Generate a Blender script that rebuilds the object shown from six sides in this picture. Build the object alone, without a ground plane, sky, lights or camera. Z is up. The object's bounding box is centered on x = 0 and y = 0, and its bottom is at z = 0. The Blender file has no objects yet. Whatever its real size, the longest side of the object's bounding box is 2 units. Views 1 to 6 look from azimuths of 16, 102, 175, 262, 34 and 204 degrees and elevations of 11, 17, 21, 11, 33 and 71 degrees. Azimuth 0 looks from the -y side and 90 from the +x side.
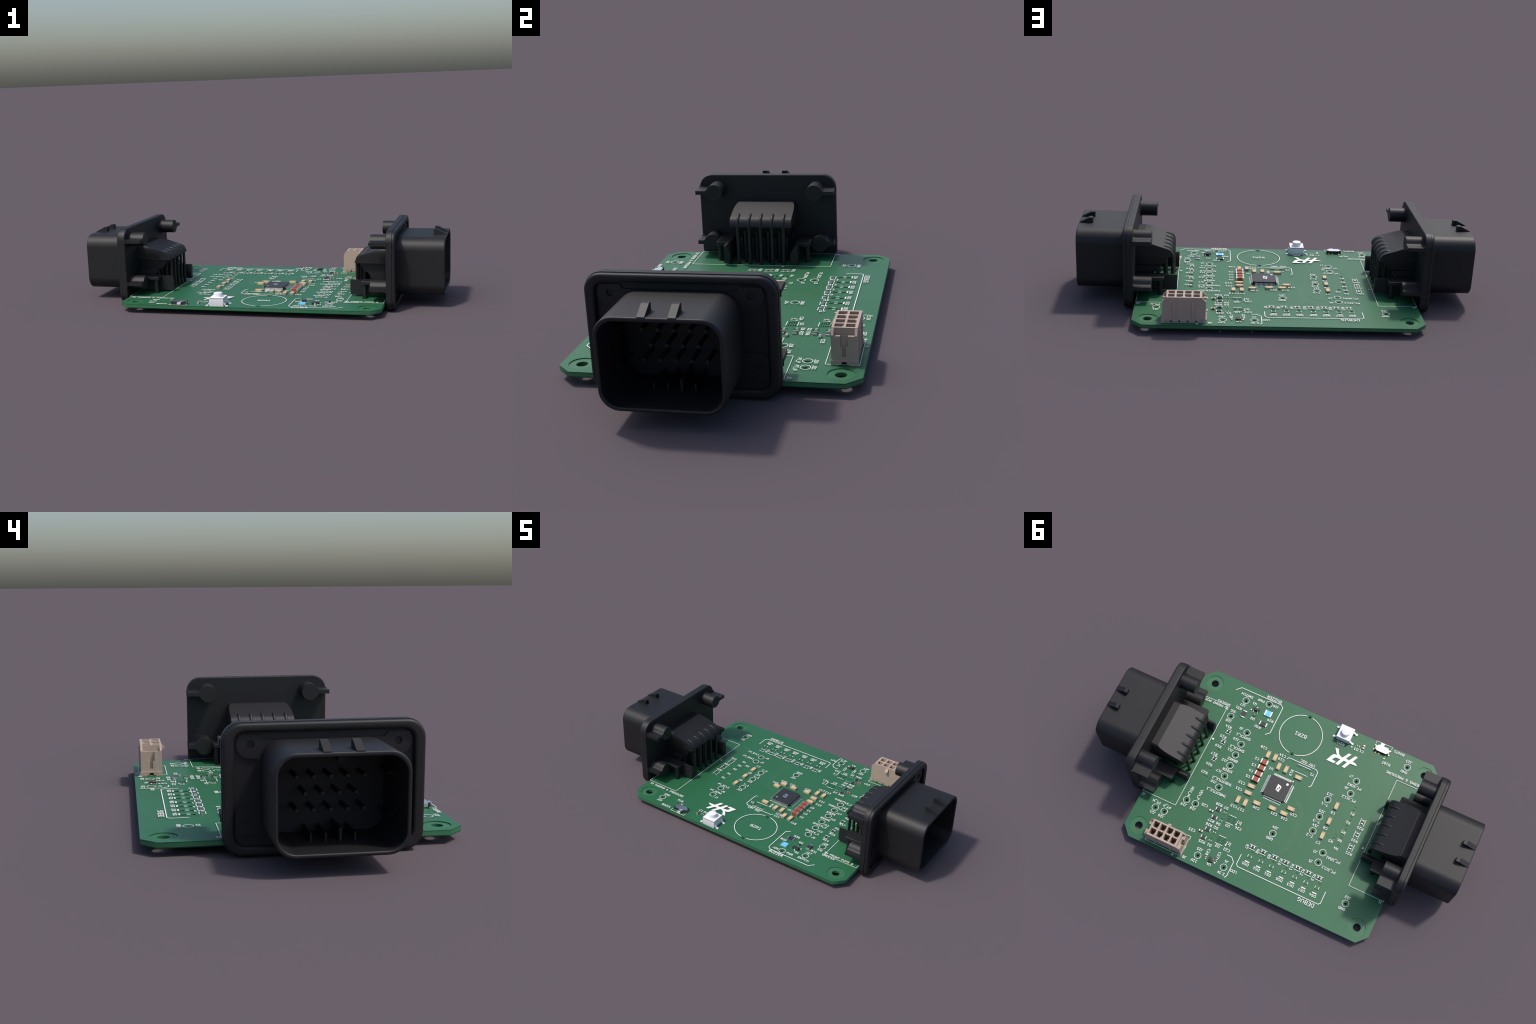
"""A control board: green printed circuit board with two black sealed connectors,
a beige eight-way header, a microcontroller and many small soldered parts.
Everything is generated from measured part sizes (metres)."""
import bpy, bmesh, math
from math import sin, cos, pi, radians, sqrt
from mathutils import Vector, Matrix

SCENE = bpy.context.scene.collection

# ------------------------------------------------------------------ heights
CORE_LOW, CORE_TOP = 0.0287, 0.0427      # fibre core
MASK_TOP = 0.0459                        # solder mask film floats over the copper
MASK_LOW = 0.0263
INK = 0.0500                             # silkscreen ink level
INK_THICK = 0.0004
BOARD_X, BOARD_Y = 0.7037, 0.5260
CUT_X, CUT_Y = 0.0512, 0.0525            # corner cuts
HOLES = [(sx * 0.630, sy * 0.4513) for sx in (-1, 1) for sy in (-1, 1)]
CONN_Y = -0.0455                         # connector centre line


# ------------------------------------------------------------------ materials
def material(name, colour, rough=0.5, metal=0.0, vary=0.06, scale=40.0, coat=0.0,
             spec=0.5, bump=0.0, bump_scale=300.0):
    m = bpy.data.materials.new(name)
    m.use_nodes = True
    nt = m.node_tree
    b = nt.nodes["Principled BSDF"]
    tc = nt.nodes.new("ShaderNodeTexCoord")
    n = nt.nodes.new("ShaderNodeTexNoise")
    n.inputs["Scale"].default_value = scale
    n.inputs["Detail"].default_value = 3
    nt.links.new(tc.outputs["Object"], n.inputs["Vector"])
    r = nt.nodes.new("ShaderNodeValToRGB")
    lo = [c * (1 - vary) for c in colour] + [1]
    hi = [min(1, c * (1 + vary)) for c in colour] + [1]
    r.color_ramp.elements[0].position, r.color_ramp.elements[0].color = 0.3, lo
    r.color_ramp.elements[1].position, r.color_ramp.elements[1].color = 0.7, hi
    nt.links.new(n.outputs["Fac"], r.inputs["Fac"])
    nt.links.new(r.outputs["Color"], b.inputs["Base Color"])
    b.inputs["Roughness"].default_value = rough
    b.inputs["Metallic"].default_value = metal
    b.inputs["Specular IOR Level"].default_value = spec
    b.inputs["Coat Weight"].default_value = coat
    if bump:
        g = nt.nodes.new("ShaderNodeTexNoise")
        g.inputs["Scale"].default_value = bump_scale
        nt.links.new(tc.outputs["Object"], g.inputs["Vector"])
        bp = nt.nodes.new("ShaderNodeBump")
        bp.inputs["Strength"].default_value = bump
        bp.inputs["Distance"].default_value = 0.001
        nt.links.new(g.outputs["Fac"], bp.inputs["Height"])
        nt.links.new(bp.outputs["Normal"], b.inputs["Normal"])
    return m


M_MASK = material("green_solder_mask", (0.022, 0.128, 0.054), 0.46, vary=0.04, scale=6)
M_CORE = material("green_fibre_core", (0.034, 0.150, 0.068), 0.5, vary=0.05, scale=30)
M_TRACE = material("masked_copper_trace", (0.031, 0.134, 0.054), 0.46, vary=0.03)
M_INK = material("white_ink", (0.86, 0.85, 0.82), 0.6, vary=0.02)
M_BLACK = material("black_nylon", (0.0080, 0.0076, 0.0090), 0.55, vary=0.08, scale=25)
M_RUBBER = material("black_rubber", (0.0080, 0.0076, 0.0090), 0.55, vary=0.08, scale=25)
M_PIN = material("dark_contact", (0.0080, 0.0080, 0.0088), 0.54, vary=0.05)
M_BEIGE = material("beige_nylon", (0.43, 0.33, 0.265), 0.6, vary=0.03, scale=60)
M_BRASS = material("tinned_brass", (0.75, 0.62, 0.45), 0.35, metal=1.0)
M_CHIP = material("black_epoxy", (0.0255, 0.0255, 0.0275), 0.45, vary=0.06, scale=90)
M_CHIPINK = material("chip_marking_ink", (0.80, 0.80, 0.80), 0.4, vary=0.02)
M_SILVER = material("tin_plating", (0.82, 0.82, 0.82), 0.38, metal=1.0, vary=0.03)
M_TAN = material("tan_ceramic", (0.62, 0.47, 0.245), 0.55, vary=0.03, scale=90)
M_TANEND = material("dull_terminal", (0.37, 0.275, 0.235), 0.5, vary=0.03)
M_RED = material("brown_red_ceramic", (0.315, 0.074, 0.036), 0.5, vary=0.04, scale=90)
M_BROWN = material("brown_ceramic", (0.22, 0.105, 0.05), 0.5, vary=0.04)
M_RES = material("resistor_black", (0.030, 0.029, 0.032), 0.5, vary=0.05)
M_ALUMINA = material("white_alumina", (0.80, 0.80, 0.78), 0.6, vary=0.02)
M_BLUE = material("bright_blue_glaze", (0.13, 0.58, 0.98), 0.5, vary=0.02)
M_WHITE = material("white_plastic", (0.83, 0.83, 0.85), 0.5, vary=0.01)
M_STEEL = material("brushed_steel", (0.78, 0.78, 0.78), 0.33, metal=1.0, vary=0.03)
M_GOLD = material("gold_plating", (0.62, 0.38, 0.10), 0.45, metal=1.0, vary=0.05)
M_REDDOT = material("red_paint", (0.65, 0.05, 0.03), 0.5)

# ------------------------------------------------------------------ objects


def add(name, mesh, mat, parent, loc=(0, 0, 0), rot=0.0):
    o = bpy.data.objects.new(name, mesh)
    SCENE.objects.link(o)
    if mesh is not None and mat is not None and not mesh.materials:
        mesh.materials.append(mat)
    o.location = loc
    o.rotation_euler = (0, 0, rot)
    if parent is not None:
        o.parent = parent
    if mat is M_BLACK or mat is M_RUBBER:              # crisp flats beside rounded rims
        w = o.modifiers.new("weighted_normals", "WEIGHTED_NORMAL")
        w.keep_sharp = True
    return o


def finish(bm, name, angle=32, smooth=True):
    bmesh.ops.remove_doubles(bm, verts=bm.verts, dist=1e-6)
    bmesh.ops.recalc_face_normals(bm, faces=bm.faces)
    me = bpy.data.meshes.new(name)
    bm.to_mesh(me)
    bm.free()
    if smooth:
        me.shade_smooth()
        me.set_sharp_from_angle(angle=radians(angle))
    return me


# ------------------------------------------------------------------ geometry
def rounded_rect(u0, u1, v0, v1, r, n=10):
    pts = []
    for cx, cy, a in ((u1 - r, v1 - r, 0), (u0 + r, v1 - r, 90), (u0 + r, v0 + r, 180), (u1 - r, v0 + r, 270)):
        for i in range(n + 1):
            t = radians(a + 90 * i / n)
            pts.append((cx + r * cos(t), cy + r * sin(t)))
    return pts


def circle(cx, cy, r, n=32, start=0.0):
    return [(cx + r * cos(start + 2 * pi * i / n), cy + r * sin(start + 2 * pi * i / n)) for i in range(n)]


def inset(poly, d):
    """Move every corner of a counter-clockwise outline inwards by d."""
    if abs(d) < 1e-9:
        return list(poly)
    out, n = [], len(poly)
    for i in range(n):
        p, q, s = Vector(poly[i - 1]), Vector(poly[i]), Vector(poly[(i + 1) % n])
        a, b = (q - p), (s - q)
        if a.length < 1e-9 or b.length < 1e-9:
            a = b = (s - p)
        a.normalize(); b.normalize()
        na, nb = Vector((-a.y, a.x)), Vector((-b.y, b.x))
        m = na + nb
        m = m / max(0.3, m.length_squared / 2) if m.length > 1e-6 else na
        out.append(tuple(q + m * d))
    return out


ALONG_X = lambda u, v, h: (h, u, v)      # outline in y-z, height along x
ALONG_Y = lambda u, v, h: (u, h, v)      # outline in x-z, height along y
ALONG_Z = lambda u, v, h: (u, v, h)


def loft(bm, loops, axis=ALONG_Z, cap_start=True, cap_end=True, close=False):
    """Skin a chain of (height, outline) loops that all have the same count."""
    rings = [[bm.verts.new(axis(u, v, h)) for u, v in poly] for h, poly in loops]
    n = len(rings[0])
    pairs = list(zip(rings, rings[1:]))
    if close:
        pairs.append((rings[-1], rings[0]))
    for a, b in pairs:
        for i in range(n):
            j = (i + 1) % n
            bm.faces.new((a[i], a[j], b[j], b[i]))
    if not close:
        if cap_start:
            bm.faces.new(rings[0][::-1])
        if cap_end:
            bm.faces.new(rings[-1])


def prism(bm, poly, h0, h1, axis=ALONG_Z, r0=0.0, r1=0.0):
    """Extrude an outline; r0 and r1 round its two rims."""
    loops = []
    if r0:
        loops += [(h0, inset(poly, r0)), (h0 + r0 * 0.29, inset(poly, r0 * 0.29)), (h0 + r0, poly)]
    else:
        loops.append((h0, poly))
    if r1:
        loops += [(h1 - r1, poly), (h1 - r1 * 0.29, inset(poly, r1 * 0.29)), (h1, inset(poly, r1))]
    else:
        loops.append((h1, poly))
    loft(bm, loops, axis)


def box(bm, x0, x1, y0, y1, z0, z1, r=0.0):
    m = Matrix.Translation(((x0 + x1) / 2, (y0 + y1) / 2, (z0 + z1) / 2)) @ Matrix.Diagonal((x1 - x0, y1 - y0, z1 - z0, 1))
    g = bmesh.ops.create_cube(bm, size=1, matrix=m)
    if r:
        es = list({e for v in g["verts"] for e in v.link_edges})
        bmesh.ops.bevel(bm, geom=es, offset=r, segments=2, profile=0.6, affect="EDGES")


def tube(bm, path, r, n=12, tip=0.0):
    """Round wire along a path; tip shortens the ends into a small dome."""
    path = [Vector(p) for p in path]
    rings = []
    side = Vector((0, 1, 0))
    for i, p in enumerate(path):
        d = (path[min(i + 1, len(path) - 1)] - path[max(i - 1, 0)]).normalized()
        up = d.cross(side).normalized()
        rr = r
        if tip and i in (0, len(path) - 1):
            rr = r - tip
        rings.append([bm.verts.new(p + side * rr * cos(2 * pi * k / n) + up * rr * sin(2 * pi * k / n)) for k in range(n)])
    for a, b in zip(rings, rings[1:]):
        for i in range(n):
            j = (i + 1) % n
            bm.faces.new((a[i], a[j], b[j], b[i]))
    bm.faces.new(rings[0][::-1]); bm.faces.new(rings[-1])


def sheet(outlines, z0, z1, name):
    """Flat plate bounded by the first outline with the other outlines cut out."""
    cu = bpy.data.curves.new(name, "CURVE")
    cu.dimensions = "2D"
    cu.fill_mode = "BOTH"
    cu.extrude = (z1 - z0) / 2
    for poly in outlines:
        s = cu.splines.new("POLY")
        s.points.add(len(poly) - 1)
        for p, (x, y) in zip(s.points, poly):
            p.co = (x, y, 0, 1)
        s.use_cyclic_u = True
    o = bpy.data.objects.new(name, cu)
    SCENE.objects.link(o)
    bpy.context.view_layer.update()
    dg = bpy.context.evaluated_depsgraph_get()
    me = bpy.data.meshes.new_from_object(o.evaluated_get(dg))
    bpy.data.objects.remove(o)
    bpy.data.curves.remove(cu)
    for v in me.vertices:
        v.co.z += (z0 + z1) / 2
    me.materials.clear()
    return me


def absorb(bm, me, axis):
    """Take a plate made by sheet() into bm, turned to another axis."""
    base = len(bm.verts)
    vs = [bm.verts.new(axis(v.co.x, v.co.y, v.co.z)) for v in me.vertices]
    for p in me.polygons:
        try:
            bm.faces.new([vs[i] for i in p.vertices])
        except ValueError:
            pass
    bpy.data.meshes.remove(me)


# ------------------------------------------------------------------ strokes (ink lines)
def split_sharp(pts, limit=65):
    runs, cur = [], [pts[0]]
    for i in range(1, len(pts)):
        cur.append(pts[i])
        if 0 < i < len(pts) - 1:
            a = Vector(pts[i]) - Vector(pts[i - 1])
            b = Vector(pts[i + 1]) - Vector(pts[i])
            if a.length and b.length and a.angle(b) > radians(limit):
                runs.append(cur)
                cur = [pts[i]]
    runs.append(cur)
    return runs


def ribbon(bm, pts, w, z, thick=INK_THICK, round_end=True):
    """A flat ink stroke of width w with round ends; returns nothing."""
    P = [Vector(p) for p in pts]
    n = len(P)
    closed = n > 3 and (P[0] - P[-1]).length < 1e-7
    if closed:
        P = P[:-1]
        n -= 1
    h = w / 2
    left, right = [], []
    for i in range(n):
        a = P[i] - P[i - 1] if (i or closed) else P[1] - P[0]
        b = P[(i + 1) % n] - P[i] if (i < n - 1 or closed) else a
        a = a.normalized(); b = b.normalized()
        m = Vector((-a.y, a.x)) + Vector((-b.y, b.x))
        m = m / max(0.5, m.length_squared / 2)
        left.append(P[i] + m * h)
        right.append(P[i] - m * h)
    top = lambda p: bm.verts.new((p.x, p.y, z))
    low = lambda p: bm.verts.new((p.x, p.y, z - thick))
    lt, rt = [top(p) for p in left], [top(p) for p in right]
    lb, rb = [low(p) for p in left], [low(p) for p in right]
    span = range(n if closed else n - 1)
    for i in span:
        j = (i + 1) % n
        bm.faces.new((rt[i], rt[j], lt[j], lt[i]))
        bm.faces.new((lb[i], lb[j], rb[j], rb[i]))
        bm.faces.new((lt[i], lt[j], lb[j], lb[i]))
        bm.faces.new((rb[i], rb[j], rt[j], rt[i]))
    if closed:
        return
    for end in (0, n - 1):
        d = (P[0] - P[1]) if end == 0 else (P[-1] - P[-2])
        d.normalize()
        s = left[end] - P[end]
        arc = []
        if round_end:
            for k in (1, 2, 3):
                t = pi * k / 4
                arc.append(P[end] + s * cos(t) + d * h * sin(t))
        at, ab = [top(p) for p in arc], [low(p) for p in arc]
        ct, cb = [lt[end]] + at + [rt[end]], [lb[end]] + ab + [rb[end]]
        if arc:
            bm.faces.new(ct); bm.faces.new(cb[::-1])
        for k in range(len(ct) - 1):
            bm.faces.new((ct[k], cb[k], cb[k + 1], ct[k + 1]))


def strokes_mesh(name, strokes, w, z=INK):
    bm = bmesh.new()
    k = 0
    for st in strokes:
        for run in split_sharp(st):
            ribbon(bm, run, w, z + (k % 7) * 0.00005)
            k += 1
    bmesh.ops.recalc_face_normals(bm, faces=bm.faces)
    me = bpy.data.meshes.new(name)
    bm.to_mesh(me)
    bm.free()
    return me


def disc_mesh(name, r, z0, z1, n=24):
    bm = bmesh.new()
    prism(bm, circle(0, 0, r, n), z0, z1)
    return finish(bm, name)


# ------------------------------------------------------------------ stroke lettering
# Cap height 21 units; every letter: advance width and pen strokes.
GLYPH = {}


def glyph(ch, width, *strokes):
    GLYPH[ch] = (width, strokes)


def oval(cx, cy, rx, ry, a0=0, a1=360, n=16):
    return [(cx + rx * cos(radians(a0 + (a1 - a0) * i / n)), cy + ry * sin(radians(a0 + (a1 - a0) * i / n))) for i in range(n + 1)]


BOWL_P = [(4, 21), (12, 21), (16, 19.6), (17.5, 15.6), (16, 11.6), (12, 10), (4, 10)]
glyph("A", 18, [(2, 0), (9, 21), (16, 0)], [(4.2, 6), (13.8, 6)])
glyph("B", 21, [(4, 0), (4, 21)], [(4, 21), (12, 21), (15.6, 19.6), (16.6, 16.2), (15.6, 12.6), (12, 11), (4, 11)], [(12, 11), (16.6, 9.2), (17.8, 5.6), (16.4, 1.8), (12.5, 0), (4, 0)])
glyph("C", 21, oval(11.5, 10.5, 8, 10.5, 48, 312))
glyph("D", 21, [(4, 0), (4, 21)], [(4, 21), (10, 21), (14.6, 19.2), (17.4, 15.4), (18.2, 10.5), (17.4, 5.6), (14.6, 1.8), (10, 0), (4, 0)])
glyph("E", 19, [(4, 0), (4, 21)], [(4, 21), (16, 21)], [(4, 11), (13, 11)], [(4, 0), (16, 0)])
glyph("F", 18, [(4, 0), (4, 21)], [(4, 21), (16, 21)], [(4, 11), (12.5, 11)])
glyph("G", 21, oval(11.5, 10.5, 8, 10.5, 48, 318), [(17.4, 3.2), (17.4, 9.5)], [(17.4, 9.5), (12.5, 9.5)])
glyph("H", 22, [(4, 0), (4, 21)], [(18, 0), (18, 21)], [(4, 11), (18, 11)])
glyph("I", 10, [(5, 0), (5, 21)])
glyph("J", 16, [(12, 21), (12, 5), (11, 1.8), (8, 0), (5, 0.2), (2.5, 1.6)])
glyph("K", 21, [(4, 0), (4, 21)], [(17, 21), (4, 8)], [(8.5, 12.4), (18, 0)])
glyph("L", 17, [(4, 21), (4, 0)], [(4, 0), (15, 0)])
glyph("M", 24, [(4, 0), (4, 21)], [(4, 21), (12, 6), (20, 21)], [(20, 21), (20, 0)])
glyph("N", 22, [(4, 0), (4, 21)], [(4, 21), (18, 0)], [(18, 0), (18, 21)])
glyph("O", 22, oval(11, 10.5, 8, 10.5))
glyph("P", 21, [(4, 0), (4, 21)], BOWL_P)
glyph("Q", 22, oval(11, 10.5, 8, 10.5), [(12, 5), (18.5, -2)])
glyph("R", 21, [(4, 0), (4, 21)], BOWL_P, [(10.5, 10), (18, 0)])
glyph("S", 20, [(16.6, 18.4), (13.6, 20.7), (9, 21), (5.2, 19.6), (3.6, 16.4), (4.8, 13), (10, 10.7), (15.2, 8.6), (17, 5.4), (15.8, 1.8), (12, 0), (7.5, 0.1), (3.4, 2.2)])
glyph("T", 16, [(0.8, 21), (15.2, 21)], [(8, 21), (8, 0)])
glyph("U", 22, [(4, 21), (4, 6.2), (5.6, 2), (9, 0), (13, 0), (16.4, 2), (18, 6.2), (18, 21)])
glyph("V", 18, [(2, 21), (9, 0), (16, 21)])
glyph("W", 24, [(2, 21), (7, 0), (12, 16), (17, 0), (22, 21)])
glyph("Y", 18, [(1.5, 21), (9, 10.5), (16.5, 21)], [(9, 10.5), (9, 0)])
glyph("Z", 20, [(3, 21), (17, 21)], [(17, 21), (3, 0)], [(3, 0), (17, 0)])
glyph("0", 20, oval(10, 10.5, 6.6, 10.5))
glyph("1", 20, [(4.5, 16.6), (8, 18.4), (10.5, 21), (10.5, 0)], [(4.5, 0), (16.5, 0)])
glyph("2", 20, oval(10, 15, 6.2, 6, 165, -30, 9) + [(3.6, 0), (17, 0)])
glyph("3", 20, [(4, 21), (16.5, 21)], [(16.5, 21), (9.6, 12.8), (13, 12.4), (16.4, 9.8), (17, 5.8), (15.4, 1.8), (12, 0), (7.6, 0), (3.4, 2.2)])
glyph("4", 20, [(9.5, 21), (3, 6.5)], [(3, 6.5), (17.5, 6.5)], [(13.4, 12), (13.4, 0)])
glyph("5", 20, [(15.6, 21), (5, 21), (4, 12)], [(4, 12), (8, 13.5), (12.5, 13.2), (16, 10.6), (17, 6.8), (15.6, 2.4), (11.8, 0), (7.2, 0), (3.4, 2.2)])
glyph("6", 20, [(15, 21), (9.5, 19.5), (5.5, 15.5), (3.8, 9.5), (4, 5)], oval(10.4, 6.4, 6.4, 6.4))
glyph("7", 20, [(3, 21), (17, 21)], [(17, 21), (8, 0)])
glyph("8", 20, oval(10, 15.9, 5.6, 5.1), oval(10, 5.5, 6.6, 5.5))
glyph("9", 20, oval(9.8, 14.6, 6.4, 6.4), [(16.2, 14.6), (15.8, 9.5), (13, 4), (9.5, 1.2), (5, 0)])
glyph("_", 16, [(0.8, -3), (15.2, -3)])
glyph("-", 26, [(5.5, 9), (20.5, 9)])
glyph(".", 10, [(4.6, 0.4), (5.4, 0.4)])
glyph("&", 26, [(21, 0), (9, 14), (7.6, 17.5), (9, 20.4), (12, 21), (14.8, 19.4), (14.6, 15.8), (6, 9.4), (4, 5.4), (5.4, 1.6), (9, 0), (13.4, 0.8), (18, 4.4), (20.6, 9.4)])

TEXT_MESH = {}


def lettering(text, size):
    """Centred ink mesh of a word; equal words share their mesh."""
    key = (text, size)
    if key not in TEXT_MESH:
        k = size / 21
        x, strokes = 0.0, []
        for ch in text:
            if ch == " ":
                x += 16
                continue
            width, st = GLYPH[ch]
            strokes += [[(x + px, py) for px, py in s] for s in st]
            x += width
        strokes = [[((px - x / 2) * k, (py - 10.5) * k) for px, py in s] for s in strokes]
        TEXT_MESH[key] = strokes_mesh("ink_" + "label", strokes, size * (0.180 if size < 0.017 else 0.155))
    return TEXT_MESH[key]


# ------------------------------------------------------------------ the thing
root = bpy.data.objects.new("circuit_board", None)
root.empty_display_size = 0.2
SCENE.objects.link(root)
root["label"] = "green circuit board with two black sealed connectors"
root["category"] = "circuit board"

outline = []
for sx, sy in ((1, 1), (-1, 1), (-1, -1), (1, -1)):
    a = (sx * BOARD_X, sy * (BOARD_Y - CUT_Y))
    b = (sx * (BOARD_X - CUT_X), sy * BOARD_Y)
    outline += [a, b] if sx * sy > 0 else [b, a]

# ------------------------------------------------------------------ test points
POINTS = {
    "J27": (0.4292, -0.4306), "J26": (0.3045, -0.4658), "J28": (0.4642, -0.3114), "J9": (0.3412, -0.2624),
    "J10": (0.3412, -0.1878), "J11": (0.3411, -0.1194), "J12": (0.3412, -0.0520), "J17": (0.3410, 0.0140),
    "J16": (0.3410, 0.0827), "J19": (0.4643, 0.2193), "J18": (0.4127, 0.2193), "J21": (0.5958, 0.3275),
    "J20": (0.5424, 0.3274), "J25": (0.2741, 0.4643), "J4": (0.1232, 0.4639), "J24": (-0.0300, 0.1902),
    "J13": (-0.2141, -0.1037), "J15": (-0.2141, 0.0005), "J14": (-0.2143, 0.0866), "J3": (-0.3108, 0.1711),
    "J7": (-0.3109, -0.2638), "J6": (-0.3108, -0.1872), "J23": (-0.5271, -0.4543), "J5": (-0.3107, 0.2282),
    "J22": (-0.5271, 0.3648)}
BUZZER = (0.0695, -0.3751)
BUZZER_HOLES = [(BUZZER[0], BUZZER[1] + d) for d in (-0.1181, 0.1181)]

# connector contacts: (row height, wire distance from centre, places along the row)
PITCH = 0.0521
ROWS = ((0.2637, 0.5295, [PITCH * i for i in (-2, -1, 0, 1, 2)]),
        (0.2122, 0.5685, [PITCH * (i - 1.5) for i in range(4)]),
        (0.1612, 0.6075, [PITCH * i for i in (-2, -1, 0, 1, 2)]))
POST_X, POST_Y = 0.5862, 0.2015


def both_connectors(x, y):
    return [(x, CONN_Y + y), (-x, CONN_Y - y)]


# header geometry
HX0, HX1, HY0, HY1 = 0.3549, 0.5590, 0.4098, 0.4985
H_COLS = [0.5171 - 0.0393 * i for i in range(4)]
H_ROWS = (0.4335, 0.4728)

cuts_mask, cuts_core = [], []
for x, y in HOLES:
    cuts_core.append(circle(x, y, 0.0206, 40))
    cuts_mask.append(circle(x, y, 0.0466, 64))
for x, y in POINTS.values():
    cuts_core.append(circle(x, y, 0.0062, 16))
    cuts_mask.append(circle(x, y, 0.0098, 20))
for x, y in BUZZER_HOLES:
    cuts_core.append(circle(x, y, 0.0058, 16))
    cuts_mask.append(circle(x, y, 0.0104, 20))
for z, wx, places in ROWS:
    for p in places:
        for x, y in both_connectors(wx, p):
            cuts_core.append(circle(x, y, 0.0090, 14))
            cuts_mask.append(circle(x, y, 0.0125, 18))
for s in (-1, 1):
    for x, y in both_connectors(POST_X, s * POST_Y):
        cuts_core.append(circle(x, y, 0.0130, 20))
        cuts_mask.append(circle(x, y, 0.0150, 20))


def pad(x, y, w, h):
    cuts_mask.append([(x - w / 2, y - h / 2), (x + w / 2, y - h / 2), (x + w / 2, y + h / 2), (x - w / 2, y + h / 2)])


LED_X = (0.0260, -0.0386, -0.0992, -0.1700, -0.2333, -0.2966, -0.3599)
for x in LED_X:                                   # unpopulated lamp footprints
    pad(x, 0.3368, 0.0190, 0.0200)
    pad(x, 0.3715, 0.0190, 0.0190)
for x, y in ((0.4385, -0.1045), (0.4345, 0.0105), (0.4350, 0.0600)):      # R16 R24 R23
    pad(x, y, 0.0235, 0.0110)
for x, y in ((-0.3650, -0.1165), (-0.3655, -0.0590), (-0.3655, -0.0060), (-0.3645, 0.0445), (-0.3310, 0.0640), (-0.3665, 0.0900)):
    pad(x, y - 0.0090, 0.0140, 0.0085)
    pad(x, y + 0.0105, 0.0140, 0.0085)
for x in (-0.0510, 0.0030):                       # crystal lands
    pad(x, -0.1965, 0.0270, 0.0245)
for cx, cy in ((0.1995, 0.2180), (0.1995, 0.3410)):  # two eight-leg footprints
    for sx in (-1, 1):
        for i in range(4):
            pad(cx + sx * 0.0135, cy + (i - 1.5) * 0.0085, 0.0190, 0.0042)
DIODES = ((0.2480, 0.1944), (0.2486, 0.2432), (0.2507, 0.3150), (0.2514, 0.3640))
for x, y in DIODES:
    pad(x, y - 0.0095, 0.0120, 0.0050)
    pad(x - 0.0045, y + 0.0105, 0.0050, 0.0050)
    pad(x + 0.0045, y + 0.0105, 0.0050, 0.0050)

core = add("board_core", sheet([outline] + cuts_core, CORE_LOW, CORE_TOP, "board_core"), M_CORE, root)
mask = add("solder_mask", sheet([outline] + cuts_mask, MASK_TOP - 0.0022, MASK_TOP, "solder_mask"), M_MASK, root)
low_cuts = [circle(x, y, 0.0466, 48) for x, y in HOLES] + [circle(x, y, 0.0098, 16) for x, y in POINTS.values()]
mask_low = add("solder_mask", sheet([outline] + low_cuts, MASK_LOW, MASK_LOW + 0.0006, "solder_mask"), M_MASK, root)

# ------------------------------------------------------------------ faint tracks and vias
trace_bm = bmesh.new()
k = 0
for width, pts in (
        (0.0042, [(-0.3823, -0.4131), (-0.2416, -0.2816), (-0.1168, -0.1583), (-0.0560, -0.1010)]),
        (0.0042, [(-0.3050, -0.2560), (-0.2000, -0.1560), (-0.0500, -0.0800)]),
        (0.0230, [(-0.0600, -0.0300), (-0.1050, 0.0000), (-0.1230, 0.0350), (-0.1300, 0.1186), (-0.1290, 0.2317), (-0.1100, 0.2600)]),
        (0.0070, [(-0.1420, 0.2360), (-0.1882, 0.2694), (-0.2334, 0.2720), (-0.3000, 0.2550)]),
        (0.0042, [(-0.1650, 0.1500), (-0.1900, 0.1950), (-0.2500, 0.2180)]),
        (0.0090, [(0.2900, -0.3200), (0.3120, -0.2580)]),
        (0.0050, [(0.1950, -0.4080), (0.1900, -0.3000), (0.1500, -0.2450), (0.0950, -0.2500)]),
        (0.0042, [(-0.3300, -0.2600), (-0.3900, -0.1600), (-0.4000, -0.0650)]),
        (0.0042, [(0.2000, 0.1900), (0.3300, 0.2200), (0.4400, 0.2800)])):
    ribbon(trace_bm, pts, width, MASK_TOP + 0.00012 + 0.00006 * k, 0.0001)
    k += 1
tr = add("masked_trace", finish(trace_bm, "masked_trace", smooth=False), M_TRACE, mask)
tr["kind"] = "stuff"

via_bm = bmesh.new()
VIAS = [(x + 0.0098, 0.3262) for x in LED_X] + [(x - 0.0100, 0.3712) for x in LED_X]
VIAS += [(-0.5125, CONN_Y + d) for d in (-0.104, -0.052, 0.0, 0.052)]
VIAS += [(0.4497, -0.1035), (0.4230, -0.1110), (0.4420, 0.0060), (0.4300, 0.0190), (0.4440, 0.0620), (0.4240, 0.0720)]
VIAS += [(-0.3590, -0.1240), (-0.3740, -0.1050), (-0.3600, -0.0680), (-0.3580, 0.0040), (-0.3590, -0.0500), (-0.3720, 0.0350), (-0.3270, 0.0560), (-0.3330, 0.0790)]
VIAS += [(0.3150, -0.3620), (0.2600, -0.3290), (0.3130, -0.4080), (0.4250, -0.3620), (0.3880, -0.3380), (0.3540, -0.3820), (0.3600, -0.3560), (0.3400, -0.3600)]
VIAS += [(0.3080, 0.1850), (0.2660, 0.1990), (0.3080, 0.2330), (0.3110, 0.3070), (0.2680, 0.3230), (0.3120, 0.3540), (0.2690, 0.3740), (-0.2500, -0.4480), (-0.2560, -0.4440)]
for x, y in VIAS:
    prism(via_bm, circle(x, y, 0.0014, 8), MASK_TOP - 0.0005, MASK_TOP + 0.00025)
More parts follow.
